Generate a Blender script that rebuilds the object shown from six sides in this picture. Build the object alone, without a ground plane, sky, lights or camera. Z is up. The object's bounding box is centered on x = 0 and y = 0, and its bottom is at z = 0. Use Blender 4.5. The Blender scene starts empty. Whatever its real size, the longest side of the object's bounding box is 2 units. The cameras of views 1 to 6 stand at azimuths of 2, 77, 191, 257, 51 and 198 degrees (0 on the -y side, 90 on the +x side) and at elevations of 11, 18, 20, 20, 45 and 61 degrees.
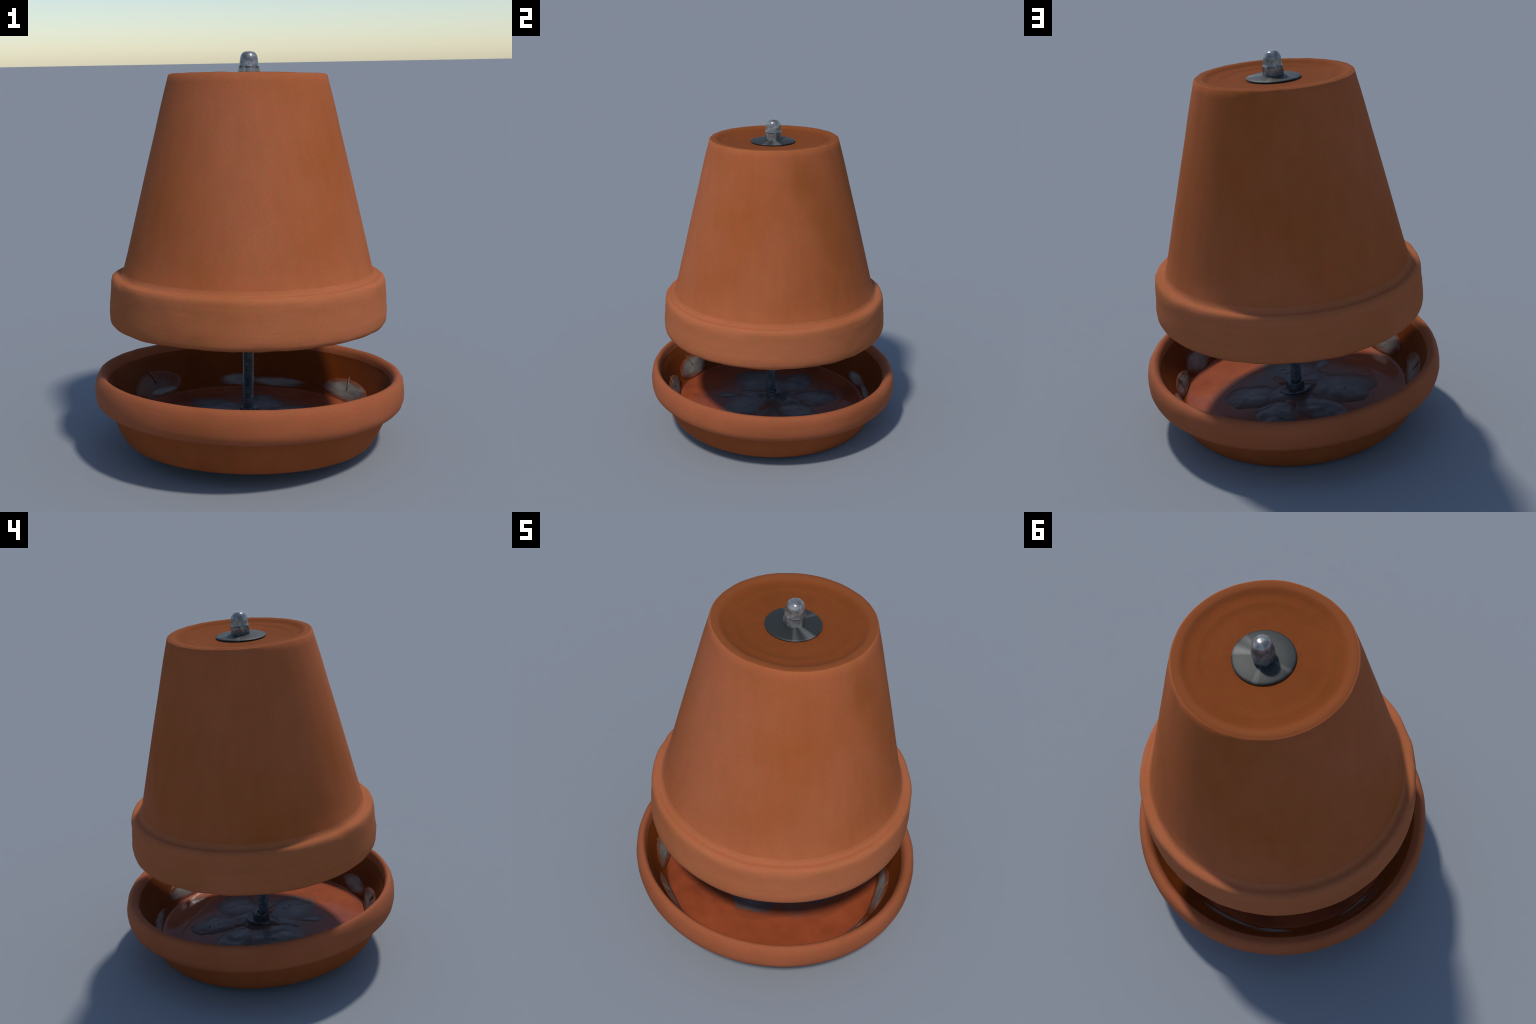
# Terracotta candle heater: an upturned flower pot hung on a threaded rod over a
# glazed saucer with burnt-down candles.  Metres, z up.
import bpy, bmesh, math, random
from mathutils import Vector, Matrix, noise

random.seed(11)
TAU = 2 * math.pi
scene = bpy.context.scene


# ------------------------------------------------------------------ helpers
def smooth01(a, b, x):
    t = max(0.0, min(1.0, (x - a) / (b - a)))
    return t * t * (3 - 2 * t)


def frame(origin, axis):
    """Matrix whose z is `axis` (the scan leans a little) and whose x lies near world x."""
    z = Vector(axis).normalized()
    x = Vector((0, 1, 0)).cross(z).normalized()
    y = z.cross(x)
    m = Matrix((x, y, z)).transposed().to_4x4()
    m.translation = Vector(origin)
    return m


def add_object(name, mesh, parent=None, matrix=None, mat=None):
    ob = bpy.data.objects.new(name, mesh)
    scene.collection.objects.link(ob)
    if parent is not None:
        ob.parent = parent
    if matrix is not None:
        ob.matrix_basis = matrix
    if mat is not None and mesh is not None and not mesh.materials:
        mesh.materials.append(mat)
    return ob


def mesh_from(name, verts, faces, smooth=True):
    me = bpy.data.meshes.new(name)
    me.from_pydata([tuple(v) for v in verts], [], faces)
    me.validate()
    bm = bmesh.new()
    bm.from_mesh(me)
    bmesh.ops.recalc_face_normals(bm, faces=bm.faces)
    bm.to_mesh(me)
    bm.free()
    for p in me.polygons:
        p.use_smooth = smooth
    return me


def subdivide_profile(points, step):
    """points: (r, z, part) corner points -> finer list, part belongs to the span that starts there."""
    out = []
    for (r0, z0, t0), (r1, z1, _t) in zip(points, points[1:]):
        n = max(1, int(math.hypot(r1 - r0, z1 - z0) / step(t0)))
        for i in range(n):
            f = i / n
            out.append((r0 + (r1 - r0) * f, z0 + (z1 - z0) * f, t0))
    out.append(points[-1])
    return out


def round_profile(points, passes=1):
    """Corner cutting (Chaikin) so that moulded edges come out soft."""
    for _ in range(passes):
        out = [points[0]]
        for a, b in zip(points, points[1:]):
            out.append((a[0] * .75 + b[0] * .25, a[1] * .75 + b[1] * .25, a[2]))
            out.append((a[0] * .25 + b[0] * .75, a[1] * .25 + b[1] * .75, a[2]))
        out.append(points[-1])
        points = out
    return points


def revolve(profile, segs, wobble):
    """Body of revolution with hand-thrown irregularity.
    wobble(part, angle, r, z) -> (dr, dz).  Returns verts, faces, part of each face."""
    verts, faces, parts, rows = [], [], [], []
    for k, (r, z, t) in enumerate(profile):
        if r < 1e-6:
            rows.append([len(verts)])
            verts.append(Vector((0, 0, z)))
            continue
        row = []
        for j in range(segs):
            a = TAU * j / segs
            dr, dz = wobble(t, a, r, z)
            row.append(len(verts))
            verts.append(Vector(((r + dr) * math.cos(a), (r + dr) * math.sin(a), z + dz)))
        rows.append(row)
    for k in range(len(rows) - 1):
        a, b, t = rows[k], rows[k + 1], profile[k][2]
        for j in range(segs):
            j2 = (j + 1) % segs
            if len(a) == 1:
                faces.append((a[0], b[j], b[j2]))
                parts.append(t)
            elif len(b) == 1:
                faces.append((a[j], a[j2], b[0]))
                parts.append(t)
            elif random.random() < .5:
                faces += [(a[j], a[j2], b[j2]), (a[j], b[j2], b[j])]
                parts += [t, t]
            else:
                faces += [(a[j], a[j2], b[j]), (a[j2], b[j2], b[j])]
                parts += [t, t]
    return verts, faces, parts


def split_parts(verts, faces, parts, names, mats, root_part, parent, matrix):
    """Cut one smooth surface into named meshes that share border vertices and normals."""
    whole = bpy.data.meshes.new("whole")
    whole.from_pydata([tuple(v) for v in verts], [], faces)
    whole.update()
    nrm = [v.normal.copy() for v in whole.vertices]
    obs = {}
    order = [root_part] + [p for p in names if p != root_part]
    for p in order:
        fs = [f for f, t in zip(faces, parts) if t == p]
        used = sorted({i for f in fs for i in f})
        remap = {i: n for n, i in enumerate(used)}
        me = bpy.data.meshes.new(names[p])
        me.from_pydata([tuple(verts[i]) for i in used], [], [tuple(remap[i] for i in f) for f in fs])
        for pl in me.polygons:
            pl.use_smooth = True
        me.update()
        me.normals_split_custom_set_from_vertices([tuple(nrm[i]) for i in used])
        if p == root_part:
            obs[p] = add_object(names[p], me, parent, matrix, mats[p])
        else:
            obs[p] = add_object(names[p], me, obs[root_part], None, mats[p])
    bpy.data.meshes.remove(whole)
    return obs


# ---------------------------------------------------------------- materials
def new_material(name):
    m = bpy.data.materials.new(name)
    m.use_nodes = True
    nt = m.node_tree
    nt.nodes.clear()
    out = nt.nodes.new("ShaderNodeOutputMaterial")
    bsdf = nt.nodes.new("ShaderNodeBsdfPrincipled")
    nt.links.new(bsdf.outputs[0], out.inputs[0])
    return m, nt, bsdf


def coords(nt, scale=(1, 1, 1)):
    tc = nt.nodes.new("ShaderNodeTexCoord")
    mp = nt.nodes.new("ShaderNodeMapping")
    mp.inputs["Scale"].default_value = scale
    nt.links.new(tc.outputs["Object"], mp.inputs[0])
    return mp.outputs[0]


def noise_node(nt, vec, scale, detail=4.0, rough=.55):
    n = nt.nodes.new("ShaderNodeTexNoise")
    n.inputs["Scale"].default_value = scale
    n.inputs["Detail"].default_value = detail
    n.inputs["Roughness"].default_value = rough
    nt.links.new(vec, n.inputs["Vector"])
    return n.outputs[0]


def ramp(nt, fac, stops):
    r = nt.nodes.new("ShaderNodeValToRGB")
    e = r.color_ramp.elements
    while len(e) < len(stops):
        e.new(.5)
    for el, (p, c) in zip(e, stops):
        el.position = p
        el.color = (*c, 1) if len(c) == 3 else c
    nt.links.new(fac, r.inputs[0])
    return r.outputs[0]


def mix(nt, fac, a, b, mode="MIX"):
    n = nt.nodes.new("ShaderNodeMix")
    n.data_type = "RGBA"
    n.blend_type = mode
    if isinstance(fac, float):
        n.inputs[0].default_value = fac
    else:
        nt.links.new(fac, n.inputs[0])
    for k, v in ((6, a), (7, b)):
        if isinstance(v, tuple):
            n.inputs[k].default_value = (*v, 1)
        else:
            nt.links.new(v, n.inputs[k])
    return n.outputs[2]


def bump(nt, height, strength, distance, bsdf):
    b = nt.nodes.new("ShaderNodeBump")
    b.inputs["Strength"].default_value = strength
    b.inputs["Distance"].default_value = distance
    nt.links.new(height, b.inputs["Height"])
    nt.links.new(b.outputs[0], bsdf.inputs["Normal"])


def clay(name, light, mid, dark, ring=None, stains_and_skylight=(), drag_scale=(9, 9, .7), rough=.9, spec=.08, patch=2.2, coat=0.0, coat_rough=.2, grain=.12):
    """Fired clay: cloudy patches between three shades, upright drag marks, fine sandy grain."""
    m, nt, b = new_material(name)
    v = coords(nt)
    cloudy = noise_node(nt, v, patch, 3, .5)
    col = ramp(nt, cloudy, [(.32, dark), (.5, mid), (.68, light)])
    for centre, size, depth, shade in stains_and_skylight:     # clouds of another shade: scorched olive-brown, or pink for skylight painted in
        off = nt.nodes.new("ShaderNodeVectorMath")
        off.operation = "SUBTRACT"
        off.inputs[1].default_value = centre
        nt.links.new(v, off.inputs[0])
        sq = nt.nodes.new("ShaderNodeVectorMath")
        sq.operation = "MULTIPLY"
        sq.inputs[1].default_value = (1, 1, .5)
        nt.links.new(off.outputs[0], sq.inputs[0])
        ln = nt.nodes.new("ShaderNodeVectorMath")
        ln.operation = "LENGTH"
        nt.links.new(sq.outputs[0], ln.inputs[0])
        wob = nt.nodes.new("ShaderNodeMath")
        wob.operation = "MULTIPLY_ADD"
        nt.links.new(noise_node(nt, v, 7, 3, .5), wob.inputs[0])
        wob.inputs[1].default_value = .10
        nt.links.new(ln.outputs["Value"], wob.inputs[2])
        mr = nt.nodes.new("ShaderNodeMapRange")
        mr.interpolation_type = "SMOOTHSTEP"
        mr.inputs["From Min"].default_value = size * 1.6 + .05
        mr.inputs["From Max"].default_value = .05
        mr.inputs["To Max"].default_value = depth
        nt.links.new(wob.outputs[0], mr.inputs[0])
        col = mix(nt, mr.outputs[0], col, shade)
    drag = noise_node(nt, coords(nt, drag_scale), 2.0, 3, .5)
    col = mix(nt, .22, col, ramp(nt, drag, [(.3, (.42, .42, .42)), (.7, (.58, .58, .58))]), "OVERLAY")
    tint = noise_node(nt, v, 26, 4, .65)
    col = mix(nt, .5, col, ramp(nt, tint, [(.3, (.56, .44, .54)), (.5, (.5, .5, .5)), (.7, (.47, .535, .42))]), "OVERLAY")
    sand = noise_node(nt, v, 120, 3, .7)
    col = mix(nt, grain, col, ramp(nt, sand, [(.3, (.2, .2, .2)), (.7, (.8, .8, .8))]), "OVERLAY")
    if ring:                        # lighter standing ring of the pot base
        r_in, r_out, tone = ring
        fl = nt.nodes.new("ShaderNodeVectorMath")
        fl.operation = "MULTIPLY"
        fl.inputs[1].default_value = (1, 1, 0)
        nt.links.new(v, fl.inputs[0])
        ln = nt.nodes.new("ShaderNodeVectorMath")
        ln.operation = "LENGTH"
        nt.links.new(fl.outputs[0], ln.inputs[0])
        mr = nt.nodes.new("ShaderNodeMapRange")
        mr.inputs["From Min"].default_value = r_in
        mr.inputs["From Max"].default_value = r_out
        nt.links.new(ln.outputs["Value"], mr.inputs[0])
        col = mix(nt, mr.outputs[0], col, tone)
    nt.links.new(col, b.inputs["Base Color"])
    b.inputs["Roughness"].default_value = rough
    b.inputs["Specular IOR Level"].default_value = spec
    b.inputs["Coat Weight"].default_value = coat
    b.inputs["Coat Roughness"].default_value = coat_rough
    bump(nt, noise_node(nt, v, 70, 4, .6), .12, .004, b)
    return m


def metal(name, dull, bright, rough, metallic=.45, wedge_glints=False):
    """Worn plated steel: dull and rubbed areas; on the washer, bright wedges paint in reflections."""
    m, nt, b = new_material(name)
    v = coords(nt)
    if wedge_glints:
        nm = nt.nodes.new("ShaderNodeVectorMath")
        nm.operation = "MULTIPLY"
        nm.inputs[1].default_value = (1, 1, 0)
        nt.links.new(v, nm.inputs[0])
        un = nt.nodes.new("ShaderNodeVectorMath")
        un.operation = "NORMALIZE"
        nt.links.new(nm.outputs[0], un.inputs[0])
        worn_or_glint = noise_node(nt, un.outputs[0], 1.7, 0, .5)
    else:
        worn_or_glint = noise_node(nt, v, 30, 3, .6)
    col = ramp(nt, worn_or_glint, [(.58, dull), (.68, bright)] if wedge_glints else [(.42, dull), (.66, bright)])
    col = mix(nt, .3, col, ramp(nt, noise_node(nt, v, 90, 3, .6), [(.3, (.35, .35, .35)), (.7, (.65, .65, .65))]), "OVERLAY")
    nt.links.new(col, b.inputs["Base Color"])
    b.inputs["Metallic"].default_value = metallic
    b.inputs["Roughness"].default_value = rough
    bump(nt, noise_node(nt, v, 160, 3, .6), .08, .002, b)
    return m


def wax(name, base, deep, under, full, none):
    """Set wax, opaque in the middle of each puddle and thinning to the glaze colour at its rim.
    Puddles are built in a frame of their own in which the rim lies at x, y distance 1."""
    m, nt, b = new_material(name)
    tc = nt.nodes.new("ShaderNodeTexCoord")
    info = nt.nodes.new("ShaderNodeObjectInfo")
    shift = nt.nodes.new("ShaderNodeVectorMath")
    shift.operation = "MULTIPLY_ADD"
    nt.links.new(info.outputs["Random"], shift.inputs[0])
    shift.inputs[1].default_value = (37, 53, 19)
    nt.links.new(tc.outputs["Object"], shift.inputs[2])
    v = shift.outputs[0]
    col = ramp(nt, noise_node(nt, v, 1.3, 3, .5), [(.3, deep), (.65, base)])
    flat = nt.nodes.new("ShaderNodeVectorMath")
    flat.operation = "MULTIPLY"
    flat.inputs[1].default_value = (1, 1, 0)
    nt.links.new(tc.outputs["Object"], flat.inputs[0])
    ln = nt.nodes.new("ShaderNodeVectorMath")
    ln.operation = "LENGTH"
    nt.links.new(flat.outputs[0], ln.inputs[0])
    add = nt.nodes.new("ShaderNodeMath")
    add.operation = "MULTIPLY_ADD"
    nt.links.new(noise_node(nt, v, 1.7, 4, .6), add.inputs[0])
    add.inputs[1].default_value = .8
    nt.links.new(ln.outputs["Value"], add.inputs[2])
    fade = nt.nodes.new("ShaderNodeMapRange")
    fade.interpolation_type = "SMOOTHSTEP"
    fade.inputs["From Min"].default_value = full + .4
    fade.inputs["From Max"].default_value = none + .4
    nt.links.new(add.outputs[0], fade.inputs[0])
    nt.links.new(mix(nt, fade.outputs[0], col, under), b.inputs["Base Color"])
    b.inputs["Roughness"].default_value = .45
    b.inputs["Specular IOR Level"].default_value = .2
    b.inputs["Coat Weight"].default_value = .14
    b.inputs["Coat Roughness"].default_value = .1
    bump(nt, noise_node(nt, v, 3.5, 3, .5), .25, .01, b)
    return m


def plain(name, colour, rough):
    m, nt, b = new_material(name)
    col = ramp(nt, noise_node(nt, coords(nt), 40, 2), [(.3, tuple(c * .75 for c in colour)), (.7, colour)])
    nt.links.new(col, b.inputs["Base Color"])
    b.inputs["Roughness"].default_value = rough
    return m


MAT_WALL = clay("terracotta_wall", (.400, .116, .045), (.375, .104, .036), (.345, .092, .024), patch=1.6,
                stains_and_skylight=[((-.02, -.47, .85), .30, .55, (.43, .138, .068)), ((-.42, .30, .75), .22, .4, (.42, .13, .06)),  # pink clouds: skylight highlight painted into the clay colour
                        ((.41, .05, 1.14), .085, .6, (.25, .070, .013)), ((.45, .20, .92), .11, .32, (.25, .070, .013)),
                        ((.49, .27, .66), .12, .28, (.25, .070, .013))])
MAT_RIM = clay("terracotta_rim", (.425, .132, .056), (.40, .124, .049), (.37, .113, .040), drag_scale=(.8, .8, 22))
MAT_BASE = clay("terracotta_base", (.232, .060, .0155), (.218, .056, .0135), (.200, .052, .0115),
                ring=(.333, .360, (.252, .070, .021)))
MAT_SAUCER = clay("terracotta_saucer", (.315, .080, .025), (.285, .071, .021), (.25, .063, .017))  # slightly darkened: shade below the rim is painted into the clay
MAT_SAUCER_RIM = clay("terracotta_saucer_rim", (.36, .099, .039), (.33, .091, .034), (.295, .080, .027), drag_scale=(.8, .8, 14),
                      rough=.75, spec=.15)
MAT_GLAZE_WALL = clay("glazed_wall", (.21, .045, .006), (.185, .039, .005), (.16, .033, .004),  # darker and more saturated than the rim: baked interreflection painted in
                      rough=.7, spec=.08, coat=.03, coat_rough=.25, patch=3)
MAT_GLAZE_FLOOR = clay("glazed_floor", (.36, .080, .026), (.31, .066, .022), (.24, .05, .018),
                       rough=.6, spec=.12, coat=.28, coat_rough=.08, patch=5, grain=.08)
MAT_STEEL = metal("zinc_plated_steel", (.14, .14, .138), (.33, .33, .328), .25, .4)
MAT_WASHER = metal("turned_steel", (.024, .027, .023), (.12, .12, .11), .55, .1, wedge_glints=True)  # bright wedges put reflected light into the base colour
MAT_ROD = metal("blued_rod_steel", (.05, .06, .07), (.12, .14, .155), .4, .5)
MAT_NUT = metal("dull_nut_steel", (.08, .085, .09), (.16, .165, .17), .42, .4)
MAT_GAP_BLACK = plain("gap_black", (.006, .006, .006), .7)  # black that stands for the shadowed gap under the cap washer
MAT_WAX = wax("candle_wax", (.215, .20, .18), (.12, .118, .115), (.15, .085, .07), .25, 1.0)
MAT_WAX_THIN = wax("thin_wax", (.145, .125, .115), (.215, .055, .026), (.28, .062, .021), .35, .95)
MAT_REFLECTION = wax("candle_reflection", (.31, .28, .24), (.20, .17, .14), (.18, .038, .006), .40, .98)  # candle reflections in the glaze, painted as colour
MAT_REFLECTION_FAINT = wax("faint_candle_reflection", (.14, .065, .04), (.12, .04, .018), (.18, .038, .006), .1, .9)  # weaker candle reflections, painted the same way
MAT_WICK = plain("wick_fibre", (.22, .16, .10), .8)

# --------------------------------------------------------------------- thing
heater = add_object("candle_heater", None)
heater.empty_display_size = .3
heater["label"] = "terracotta flower pot hung upside down over a candle saucer"
heater["category"] = "candle heater"

# ----------------------------------------------------------------- the pot
POT = frame((-.0032, .0232, .6), (.0149, .037, 1))


def pot_profile():
    wall_out = [(.3965, 1.2860, "wall"), (.4055, 1.250, "wall"), (.4205, 1.195, "wall"), (.4395, 1.12, "wall"),
                (.468, 1.00, "wall"), (.515, .81, "wall"), (.563, .61, "wall"), (.6105, .41, "wall"),
                (.6345, .318, "rim")]
    top = [(0, 1.2625, "base"), (.14, 1.2635, "base"), (.20, 1.2675, "base"), (.274, 1.2695, "base"),
           (.283, 1.2735, "base"), (.293, 1.2725, "base"), (.322, 1.2752, "base"), (.337, 1.2785, "base"), (.349, 1.2875, "base"),
           (.358, 1.2912, "base"), (.378, 1.2930, "base"), (.3905, 1.2905, "wall")]
    rim = [(.643, .303, "rim"), (.650, .2965, "rim"), (.658, .2935, "rim"), (.669, .2945, "rim"),
           (.681, .2925, "rim"), (.691, .283, "rim"), (.6965, .266, "rim"), (.6985, .235, "rim"), (.7015, .190, "rim"),
           (.7040, .158, "rim"), (.7068, .125, "rim"),
           (.7072, .099, "rim"), (.7055, .079, "rim"), (.701, .065, "rim"), (.692, .054, "rim"),
           (.676, .048, "rim"), (.655, .048, "rim"), (.640, .053, "rim"), (.631, .066, "inside")]
    inside = [(.622, .12, "inside"), (.600, .27, "inside"), (.565, .36, "inside"), (.46, .78, "inside"),
              (.405, 1.0, "inside"), (.355, 1.18, "inside"), (.335, 1.195, "inside"), (.04, 1.195, "inside"),
              (.04, 1.195, "inside")]
    return top + wall_out + rim + inside[:-1]


def pot_wobble(part, a, r, z):
    c = Vector((math.cos(a) * 2.2, math.sin(a) * 2.2, z * 1.3))
    if part == "base":
        k = smooth01(.25, .38, r)
        return (.0015 * noise.noise(c * 4) * k,
                (.0028 * noise.noise(Vector((c.x * 1.6, c.y * 1.6, r * 26))) + .0016 * noise.noise(c * 5)) * k)
    if part == "wall":
        streak = noise.noise(Vector((math.cos(a) * 11, math.sin(a) * 11, z * .5)))
        return (.0022 * noise.noise(c) + .0011 * streak, .0016 * noise.noise(c * 5) if z > 1.2 else 0)
    if part == "rim":
        lump = 1.5 * noise.noise(Vector((math.cos(a) * 8, math.sin(a) * 8, z * 26)))
        big = noise.noise(c)
        edge = smooth01(.02, .0, abs(z - .276)) + smooth01(.02, .0, abs(z - .054))
        return (.0022 * big + .0026 * lump, .005 * lump * edge)
    return (0, 0)


prof = subdivide_profile(pot_profile(), lambda t: {"wall": .075, "rim": .02, "base": .03, "inside": .1}[t])
V, F, P = revolve(prof, 104, pot_wobble)
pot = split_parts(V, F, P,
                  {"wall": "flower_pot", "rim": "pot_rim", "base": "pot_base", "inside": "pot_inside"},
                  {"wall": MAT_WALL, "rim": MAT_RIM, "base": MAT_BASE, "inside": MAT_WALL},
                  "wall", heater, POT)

# ---------------------------------------------------------------- the saucer
SAUCER = frame((-.0076, -.0206, 0), (.0256, .0682, 1))
FLOOR_H = .1208
FLOOR_R = .616


def saucer_profile():
    inner = [(0, FLOOR_H + .004, "floor"), (.2, FLOOR_H + .002, "floor"), (.4, FLOOR_H, "floor"), (.56, FLOOR_H, "floor"), (.597, .1235, "floor"),
             (FLOOR_R, .1275, "bowl"), (.630, .140, "bowl"), (.654, .180, "bowl"), (.694, .255, "bowl"),
             (.722, .318, "bowl"), (.732, .345, "rim")]
    rim = [(.737, .365, "rim"), (.744, .380, "rim"), (.754, .388, "rim"), (.766, .387, "rim"),
           (.777, .378, "rim"), (.787, .360, "rim"), (.793, .330, "rim"), (.795, .298, "rim"),
           (.793, .274, "rim"), (.786, .256, "rim"), (.773, .243, "rim"), (.754, .233, "rim"),
           (.738, .227, "rim"), (.727, .222, "outside")]
    outside = [(.719, .208, "outside"), (.700, .160, "outside"), (.674, .105, "outside"), (.651, .064, "outside"),
               (.638, .050, "outside"), (.615, .042, "outside"), (.3, .042, "outside"), (0, .042, "outside")]
    return inner + rim + outside


def saucer_wobble(part, a, r, z):
    c = Vector((math.cos(a) * 2.2, math.sin(a) * 2.2, z * 2 + 5))
    lump = noise.noise(Vector((math.cos(a) * 8, math.sin(a) * 8, z * 24 + 3)))
    if part == "outside":       # the foot sits a little off centre under the bowl
        off = .0095 * smooth01(.2, .5, r) * (1 - smooth01(.12, .222, z) * .8)
        return (.0022 * noise.noise(c) + .0012 * lump - off * math.sin(a), 0)
    lean = -.004 - .002 * math.cos(a) - .006 * math.sin(a)       # the inside was thrown a little off centre
    if part == "rim":
        k = smooth01(.775, .735, r) * smooth01(.3, .33, z)
        drop = (-.009 + .006 * math.sin(a)) * smooth01(.29, .25, z) - .005 * (1 - math.sin(a)) * smooth01(.77, .74, r) * k
        return (.003 * noise.noise(c) + .0025 * lump + (lean - .002 * math.sin(a)) * k, .0022 * lump + drop)
    if part == "bowl":
        return (.0022 * noise.noise(c) + .0012 * lump + lean, .009 * r * math.sin(a) * smooth01(.3, .13, z))
    k = smooth01(.62, .4, r)
    return (lean * smooth01(.45, .6, r), .009 * r * math.sin(a) + .0045 * k * noise.noise(Vector((r * math.cos(a) * 5, r * math.sin(a) * 5, 2))))


prof = subdivide_profile(saucer_profile(), lambda t: {"floor": .03, "bowl": .03, "rim": .02, "outside": .04}[t])
V, F, P = revolve(prof, 104, saucer_wobble)
low = min((SAUCER @ v).z for v in V)
SAUCER.translation.z -= low
saucer = split_parts(V, F, P,
                     {"outside": "saucer", "rim": "saucer_rim", "bowl": "glazed_bowl", "floor": "glazed_floor"},
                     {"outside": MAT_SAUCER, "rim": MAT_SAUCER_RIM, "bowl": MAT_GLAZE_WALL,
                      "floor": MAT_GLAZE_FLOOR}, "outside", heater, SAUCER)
SAUCER_OB = saucer["outside"]


# candle wax ------------------------------------------------------------
def wax_blob(name, place, rx, ry, thick, seed, mat, rings=9, segs=40, ragged=.10, edge=.45):
    """A puddle of set wax, or a candle reflection built like one.  place(x, y, lift) puts a flat position and a lift on a surface."""
    vs, fs, rows = [place(0, 0, thick)], [], [[0]]
    for k in range(1, rings + 1):
        f = k / rings
        row = []
        for j in range(segs):
            a = TAU * j / segs
            q = 1 + ragged * noise.noise(Vector((math.cos(a) * 1.4, math.sin(a) * 1.4, seed)))
            x, y = rx * f * q * math.cos(a), ry * f * q * math.sin(a)
            lift = thick * max(0.0, 1 - f ** 3) ** edge
            lift += .25 * thick * (1 - f * f) * 1.6 * noise.noise(Vector((x * 16, y * 16, seed + 3)))
            row.append(len(vs))
            vs.append(place(x, y, lift - (.003 if k == rings else 0)))
        rows.append(row)
    for a, b in zip(rows, rows[1:]):
        for j in range(segs):
            j2 = (j + 1) % segs
            if len(a) == 1:
                fs.append((a[0], b[j], b[j2]))
            else:
                fs.append((a[j], b[j], b[j2], a[j2]))
    o = place(0, 0, 0)
    ex, ey = (place(1e-3, 0, 0) - o) * 1e3, (place(0, 1e-3, 0) - o) * 1e3
    ez = ex.cross(ey).normalized()
    m = Matrix((ex * rx, ey * ry, ez)).transposed().to_4x4()
    m.translation = o
    inv = m.inverted()
    return add_object(name, mesh_from(name, [inv @ v for v in vs], fs), SAUCER_OB, m, mat)


def tube(name, path, radii, mat, parent, segs=8):
    vs, fs = [], []
    n = len(path)
    for i, (p, r) in enumerate(zip(path, radii)):
        d = (path[min(i + 1, n - 1)] - path[max(i - 1, 0)]).normalized()
        s = d.orthogonal().normalized()
        t = d.cross(s)
        for j in range(segs):
            a = TAU * j / segs
            vs.append(p + (s * math.cos(a) + t * math.sin(a)) * r)
    for i in range(n - 1):
        for j in range(segs):
            j2 = (j + 1) % segs
            fs.append((i * segs + j, i * segs + j2, (i + 1) * segs + j2, (i + 1) * segs + j))
    fs += [tuple(range(segs)), tuple((n - 1) * segs + j for j in range(segs))]
    return add_object(name, mesh_from(name, vs, fs), parent, None, mat)


def on_floor(cx, cy, turn):
    ct, st = math.cos(turn), math.sin(turn)
    def place(x, y, lift):
        px, py = cx + x * ct - y * st, cy + x * st + y * ct
        return Vector((px, py, FLOOR_H + lift + .009 * py + .002 * smooth01(.3, .0, math.hypot(px, py))))
    return place


# (x, y, radius along, radius across, thickness, turn) of the candles round the rod
CANDLES = [(-.25, -.015, .205, .180, .007, .3), (.065, -.185, .200, .170, .003, -.9),
           (.050, .285, .155, .130, .008, 1.5), (.225, .105, .165, .135, .007, .4),
           (-.185, .215, .165, .125, .007, 2.4), (.02, .06, .16, .13, .007, .8)]
wax_blob("wax_pool", on_floor(-.01, .035, .6), .47, .44, .0035, 17.0, MAT_WAX_THIN, rings=26, segs=80, ragged=.22)
for i, (cx, cy, rx, ry, th, turn) in enumerate(CANDLES):
    pl = on_floor(cx, cy, turn)
    wax_blob("candle", pl, rx, ry, th * 1.6 + .002, i * 5.7 + 1, MAT_WAX, rings=16, ragged=.28, edge=1.0)
    if i < 3:
        for k in (-1, 1):
            o = pl(k * .028, .005 * k, th * 1.6)
            e = pl(k * .028 + .014, .045, th * 1.6)
            tube("wick_or_reflection", [o, (o + e) / 2 + Vector((0, 0, .003)), e], [.0016, .0024, .0014], MAT_WICK, SAUCER_OB)

wax_blob("wax_mound", on_floor(.000, .008, .5), .125, .105, .019, 71.0, MAT_WAX, rings=14, ragged=.5, edge=1.1)
wax_blob("wax_mound", on_floor(-.075, -.105, .9), .12, .075, .008, 83.0, MAT_WAX, rings=12, ragged=.5, edge=1.0)

lump_rng = random.Random(8)
for i in range(14):
    a, d = lump_rng.uniform(0, TAU), lump_rng.uniform(.12, .34)
    wax_blob("wax_lump", on_floor(d * math.cos(a) - .01, d * math.sin(a) + .03, a),
             lump_rng.uniform(.04, .09), lump_rng.uniform(.03, .055), lump_rng.uniform(.006, .011), 90 + i,
             MAT_WAX if i % 3 else MAT_WAX_THIN, rings=8, segs=28, ragged=.35, edge=1.0)

# candle reflections in the glazed bowl, built as pale arched patches
def on_bowl(az, foot):
    slope = Vector((.092, .178)).normalized()
    nr, nh = -slope.y, slope.x

    def place(x, y, lift):
        q = y + foot                    # distance up the slope from the floor edge
        a = az + x / .66
        if q >= 0:
            r, h = .630 + slope.x * q, .140 + slope.y * q
        else:
            r, h = .630 + q * .95, max(.140 + q * .9, FLOOR_H)
        r += -.004 - .002 * math.cos(a) - .006 * math.sin(a)
        r, h = r + nr * (lift + .001), h + nh * (lift + .001)
        return Vector((r * math.cos(a), r * math.sin(a), h))
    return place


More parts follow.
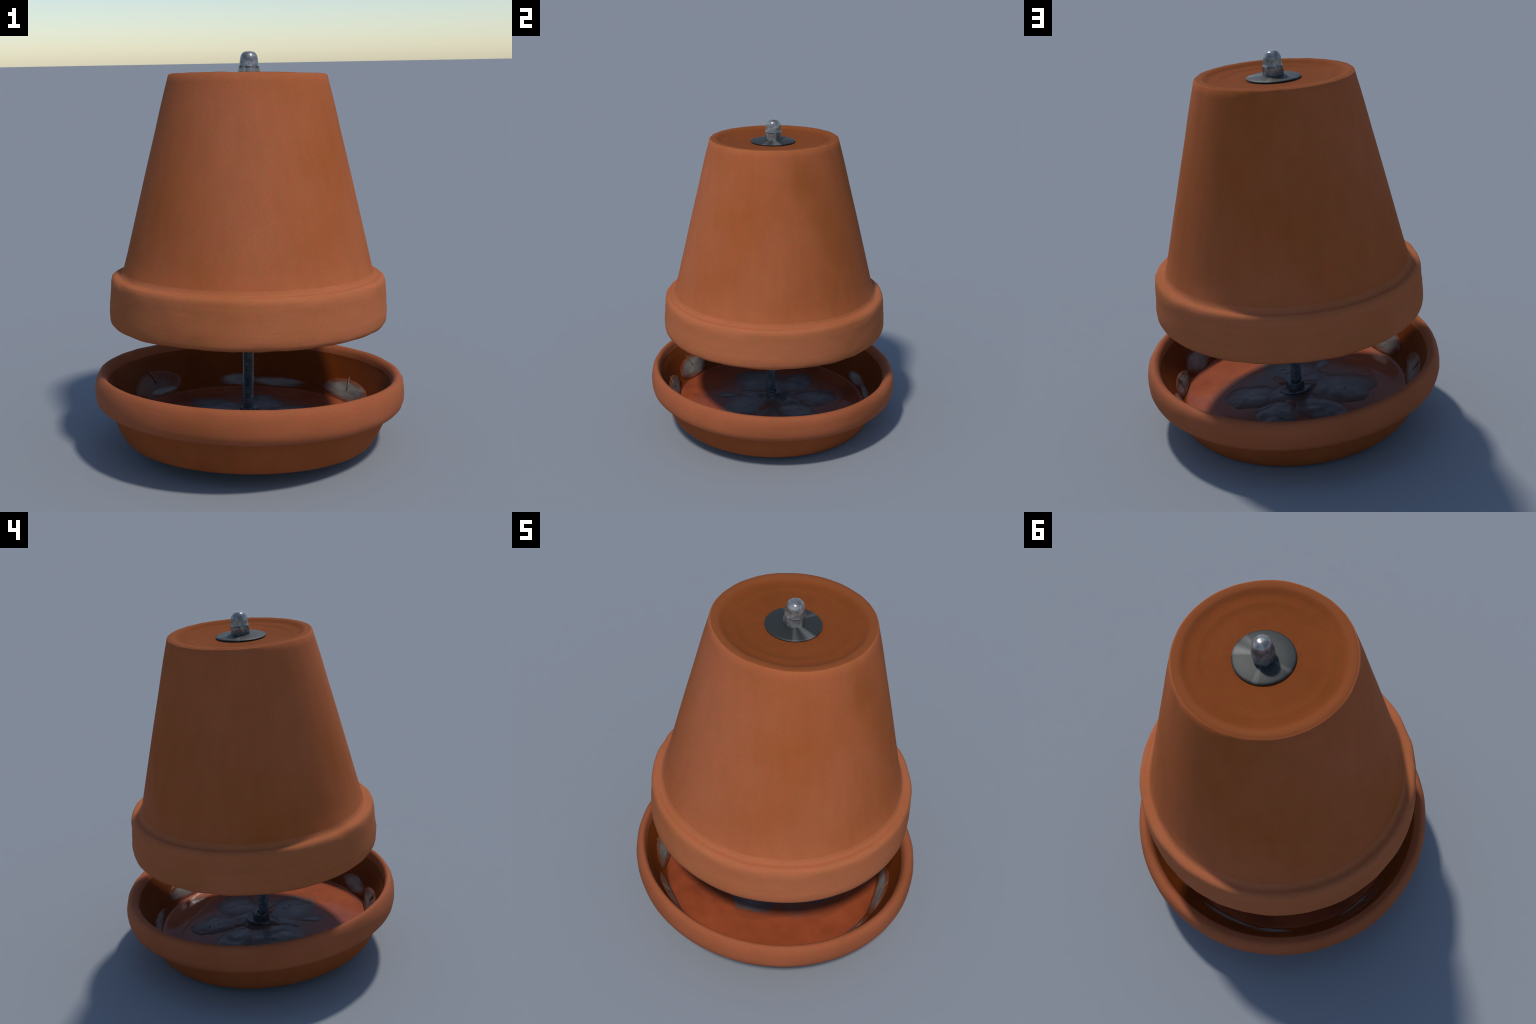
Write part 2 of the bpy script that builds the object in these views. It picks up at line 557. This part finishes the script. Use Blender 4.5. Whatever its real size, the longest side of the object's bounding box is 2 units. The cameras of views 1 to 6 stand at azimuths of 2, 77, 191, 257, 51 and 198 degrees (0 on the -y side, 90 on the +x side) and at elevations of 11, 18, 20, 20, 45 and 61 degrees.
# (azimuth deg, half width deg, top height, thickness, shows mirrored wicks, thin)
REFLECTIONS = [(34, 16, .212, .007, True, False), (78, 17, .165, .006, False, False), (99, 10, .180, .006, False, False),
           (143, 10, .158, .005, False, False), (146, 15, .235, .004, True, True), (-172, 13, .238, .005, True, False),
           (-135, 12, .226, .006, True, False), (-104, 13, .212, .006, True, False), (-79, 11, .192, .006, False, False),
           (-19, 11, .220, .006, False, False), (5, 11, .192, .006, True, False), (-45, 10, .172, .004, False, True)]
for i, (az, hw, top, th, wick_or_reflection, thin) in enumerate(REFLECTIONS):
    az = math.radians(az)
    height = (top - .122) / .9
    pl = on_bowl(az, height * .42)
    wax_blob("reflection_patch", pl, math.radians(hw) * .74, height * .66, th, i * 2.3 + 40,
             MAT_REFLECTION_FAINT if thin else MAT_REFLECTION, ragged=.08, edge=.6)
    if wick_or_reflection:
        lean = .012 * (-1) ** i
        path = [pl(lean * k, height * (.1 + .33 * k), th * (1 - .18 * k) + .003) for k in (0, .8, 1.7, 2.1)]
        tube("wick_or_reflection", path, [.0026, .003, .0026, .0014], MAT_WICK, SAUCER_OB)  # reflected candle wicks, built as thin tubes on the bowl

# ----------------------------------------------------------------- hardware
FOOT, HEAD = Vector((-.0122, -.0225, .06)), Vector((.0205, .0665, 1.995))
ROD = frame(FOOT, HEAD - FOOT)


def rod_mesh(length, r_in, r_out, pitch, segs=20):
    """Rolled thread: a helical ridge wound round the core."""
    vs, fs = [], []
    prof = ((0, r_in), (.22, r_in), (.5, r_out), (.72, r_out))
    turns = int(length / pitch)
    rows = []
    for t in range(turns * segs + 1):
        a = TAU * (t % segs) / segs
        z0 = t / segs * pitch
        row = []
        for f, r in prof:
            row.append(len(vs))
            vs.append(Vector((r * math.cos(a), r * math.sin(a), z0 + f * pitch)))
        rows.append(row)
    for t in range(turns * segs):
        a, b = rows[t], rows[t + 1]
        for k in range(3):
            fs.append((a[k], b[k], b[k + 1], a[k + 1]))
        if t + segs < len(rows) - 1:
            c, d = rows[t + segs], rows[t + segs + 1]
            fs.append((a[3], b[3], d[0], c[0]))
    return mesh_from("threaded_rod", vs, fs)


add_object("threaded_rod", rod_mesh(1.82, .0235, .0285, .0098), heater, ROD, MAT_ROD)


def lathe(name, pts, segs=48, hexes=()):
    """Turned part; rings whose index is in hexes are pressed into a hexagon."""
    vs, fs, rows = [], [], []
    for k, (r, z) in enumerate(pts):
        if r < 1e-6:
            rows.append([len(vs)])
            vs.append(Vector((0, 0, z)))
            continue
        row = []
        for j in range(segs):
            a = TAU * j / segs
            q = r
            if k in hexes:
                q = r * math.cos(math.pi / 6) / math.cos((a % (math.pi / 3)) - math.pi / 6)
                q = min(q, r * .985)
            row.append(len(vs))
            vs.append(Vector((q * math.cos(a), q * math.sin(a), z)))
        rows.append(row)
    for a, b in zip(rows, rows[1:]):
        for j in range(segs):
            j2 = (j + 1) % segs
            if len(a) == 1:
                fs.append((a[0], b[j], b[j2]))
            elif len(b) == 1:
                fs.append((a[j], a[j2], b[0]))
            else:
                fs.append((a[j], a[j2], b[j2], b[j]))
    me = mesh_from(name, vs, fs)
    me.set_sharp_from_angle(angle=math.radians(38))
    return me


# cap washer, a black ring added for the shadowed gap below it and the domed nut sit in the hollow of the pot base
top_m = frame(POT @ Vector((.0055, -.0075, 1.2600)), (.0149, .037, 1))
add_object("shadow_gap_ring", lathe("shadow_gap_ring", [(.03, -.002), (.131, -.002), (.133, .003), (.131, .009), (.03, .009)]),
           heater, top_m, MAT_GAP_BLACK)
dish = [(.03, .013), (.045, .0165), (.09, .0145), (.128, .0105), (.135, .009), (.1365, .011), (.1345, .0135),
        (.128, .0155), (.09, .0195), (.045, .022), (.03, .022)]
add_object("cap_washer", lathe("cap_washer", dish, 64), heater, top_m, MAT_WASHER)
nut_pts = [(.02, 0), (.047, 0), (.052, .003), (.0545, .007), (.0545, .040), (.0530, .047), (.0505, .053), (.0485, .058),
           (.0472, .066), (.0458, .080), (.0440, .094), (.0405, .107), (.0335, .118), (.0235, .1245), (.0125, .1265),
           (0, .127)]
nut_m = frame(top_m @ Vector((.0, .003, .0150)), HEAD - FOOT)
add_object("domed_nut", lathe("domed_nut", nut_pts, 48, hexes=(2, 3, 4, 5)), heater, nut_m, MAT_STEEL)

# foot: wide washer lying on the wax and a hexagon nut, both part-sunk
foot_m = SAUCER @ frame((.001, .010, FLOOR_H + .008), (.10, -.17, 1))
add_object("foot_washer", lathe("foot_washer", [(.028, -.004), (.085, -.004), (.090, .002), (.087, .008), (.028, .012)], 48),
           heater, foot_m, MAT_NUT)
nut2 = SAUCER @ frame((.000, .0095, FLOOR_H + .017), (-.015, -.03, 1))
add_object("foot_nut", lathe("foot_nut", [(.02, 0), (.050, 0), (.053, .005), (.053, .034), (.050, .040), (.042, .043),
                                          (.02, .043)], 48, hexes=(2, 3, 4)), heater, nut2, MAT_NUT)
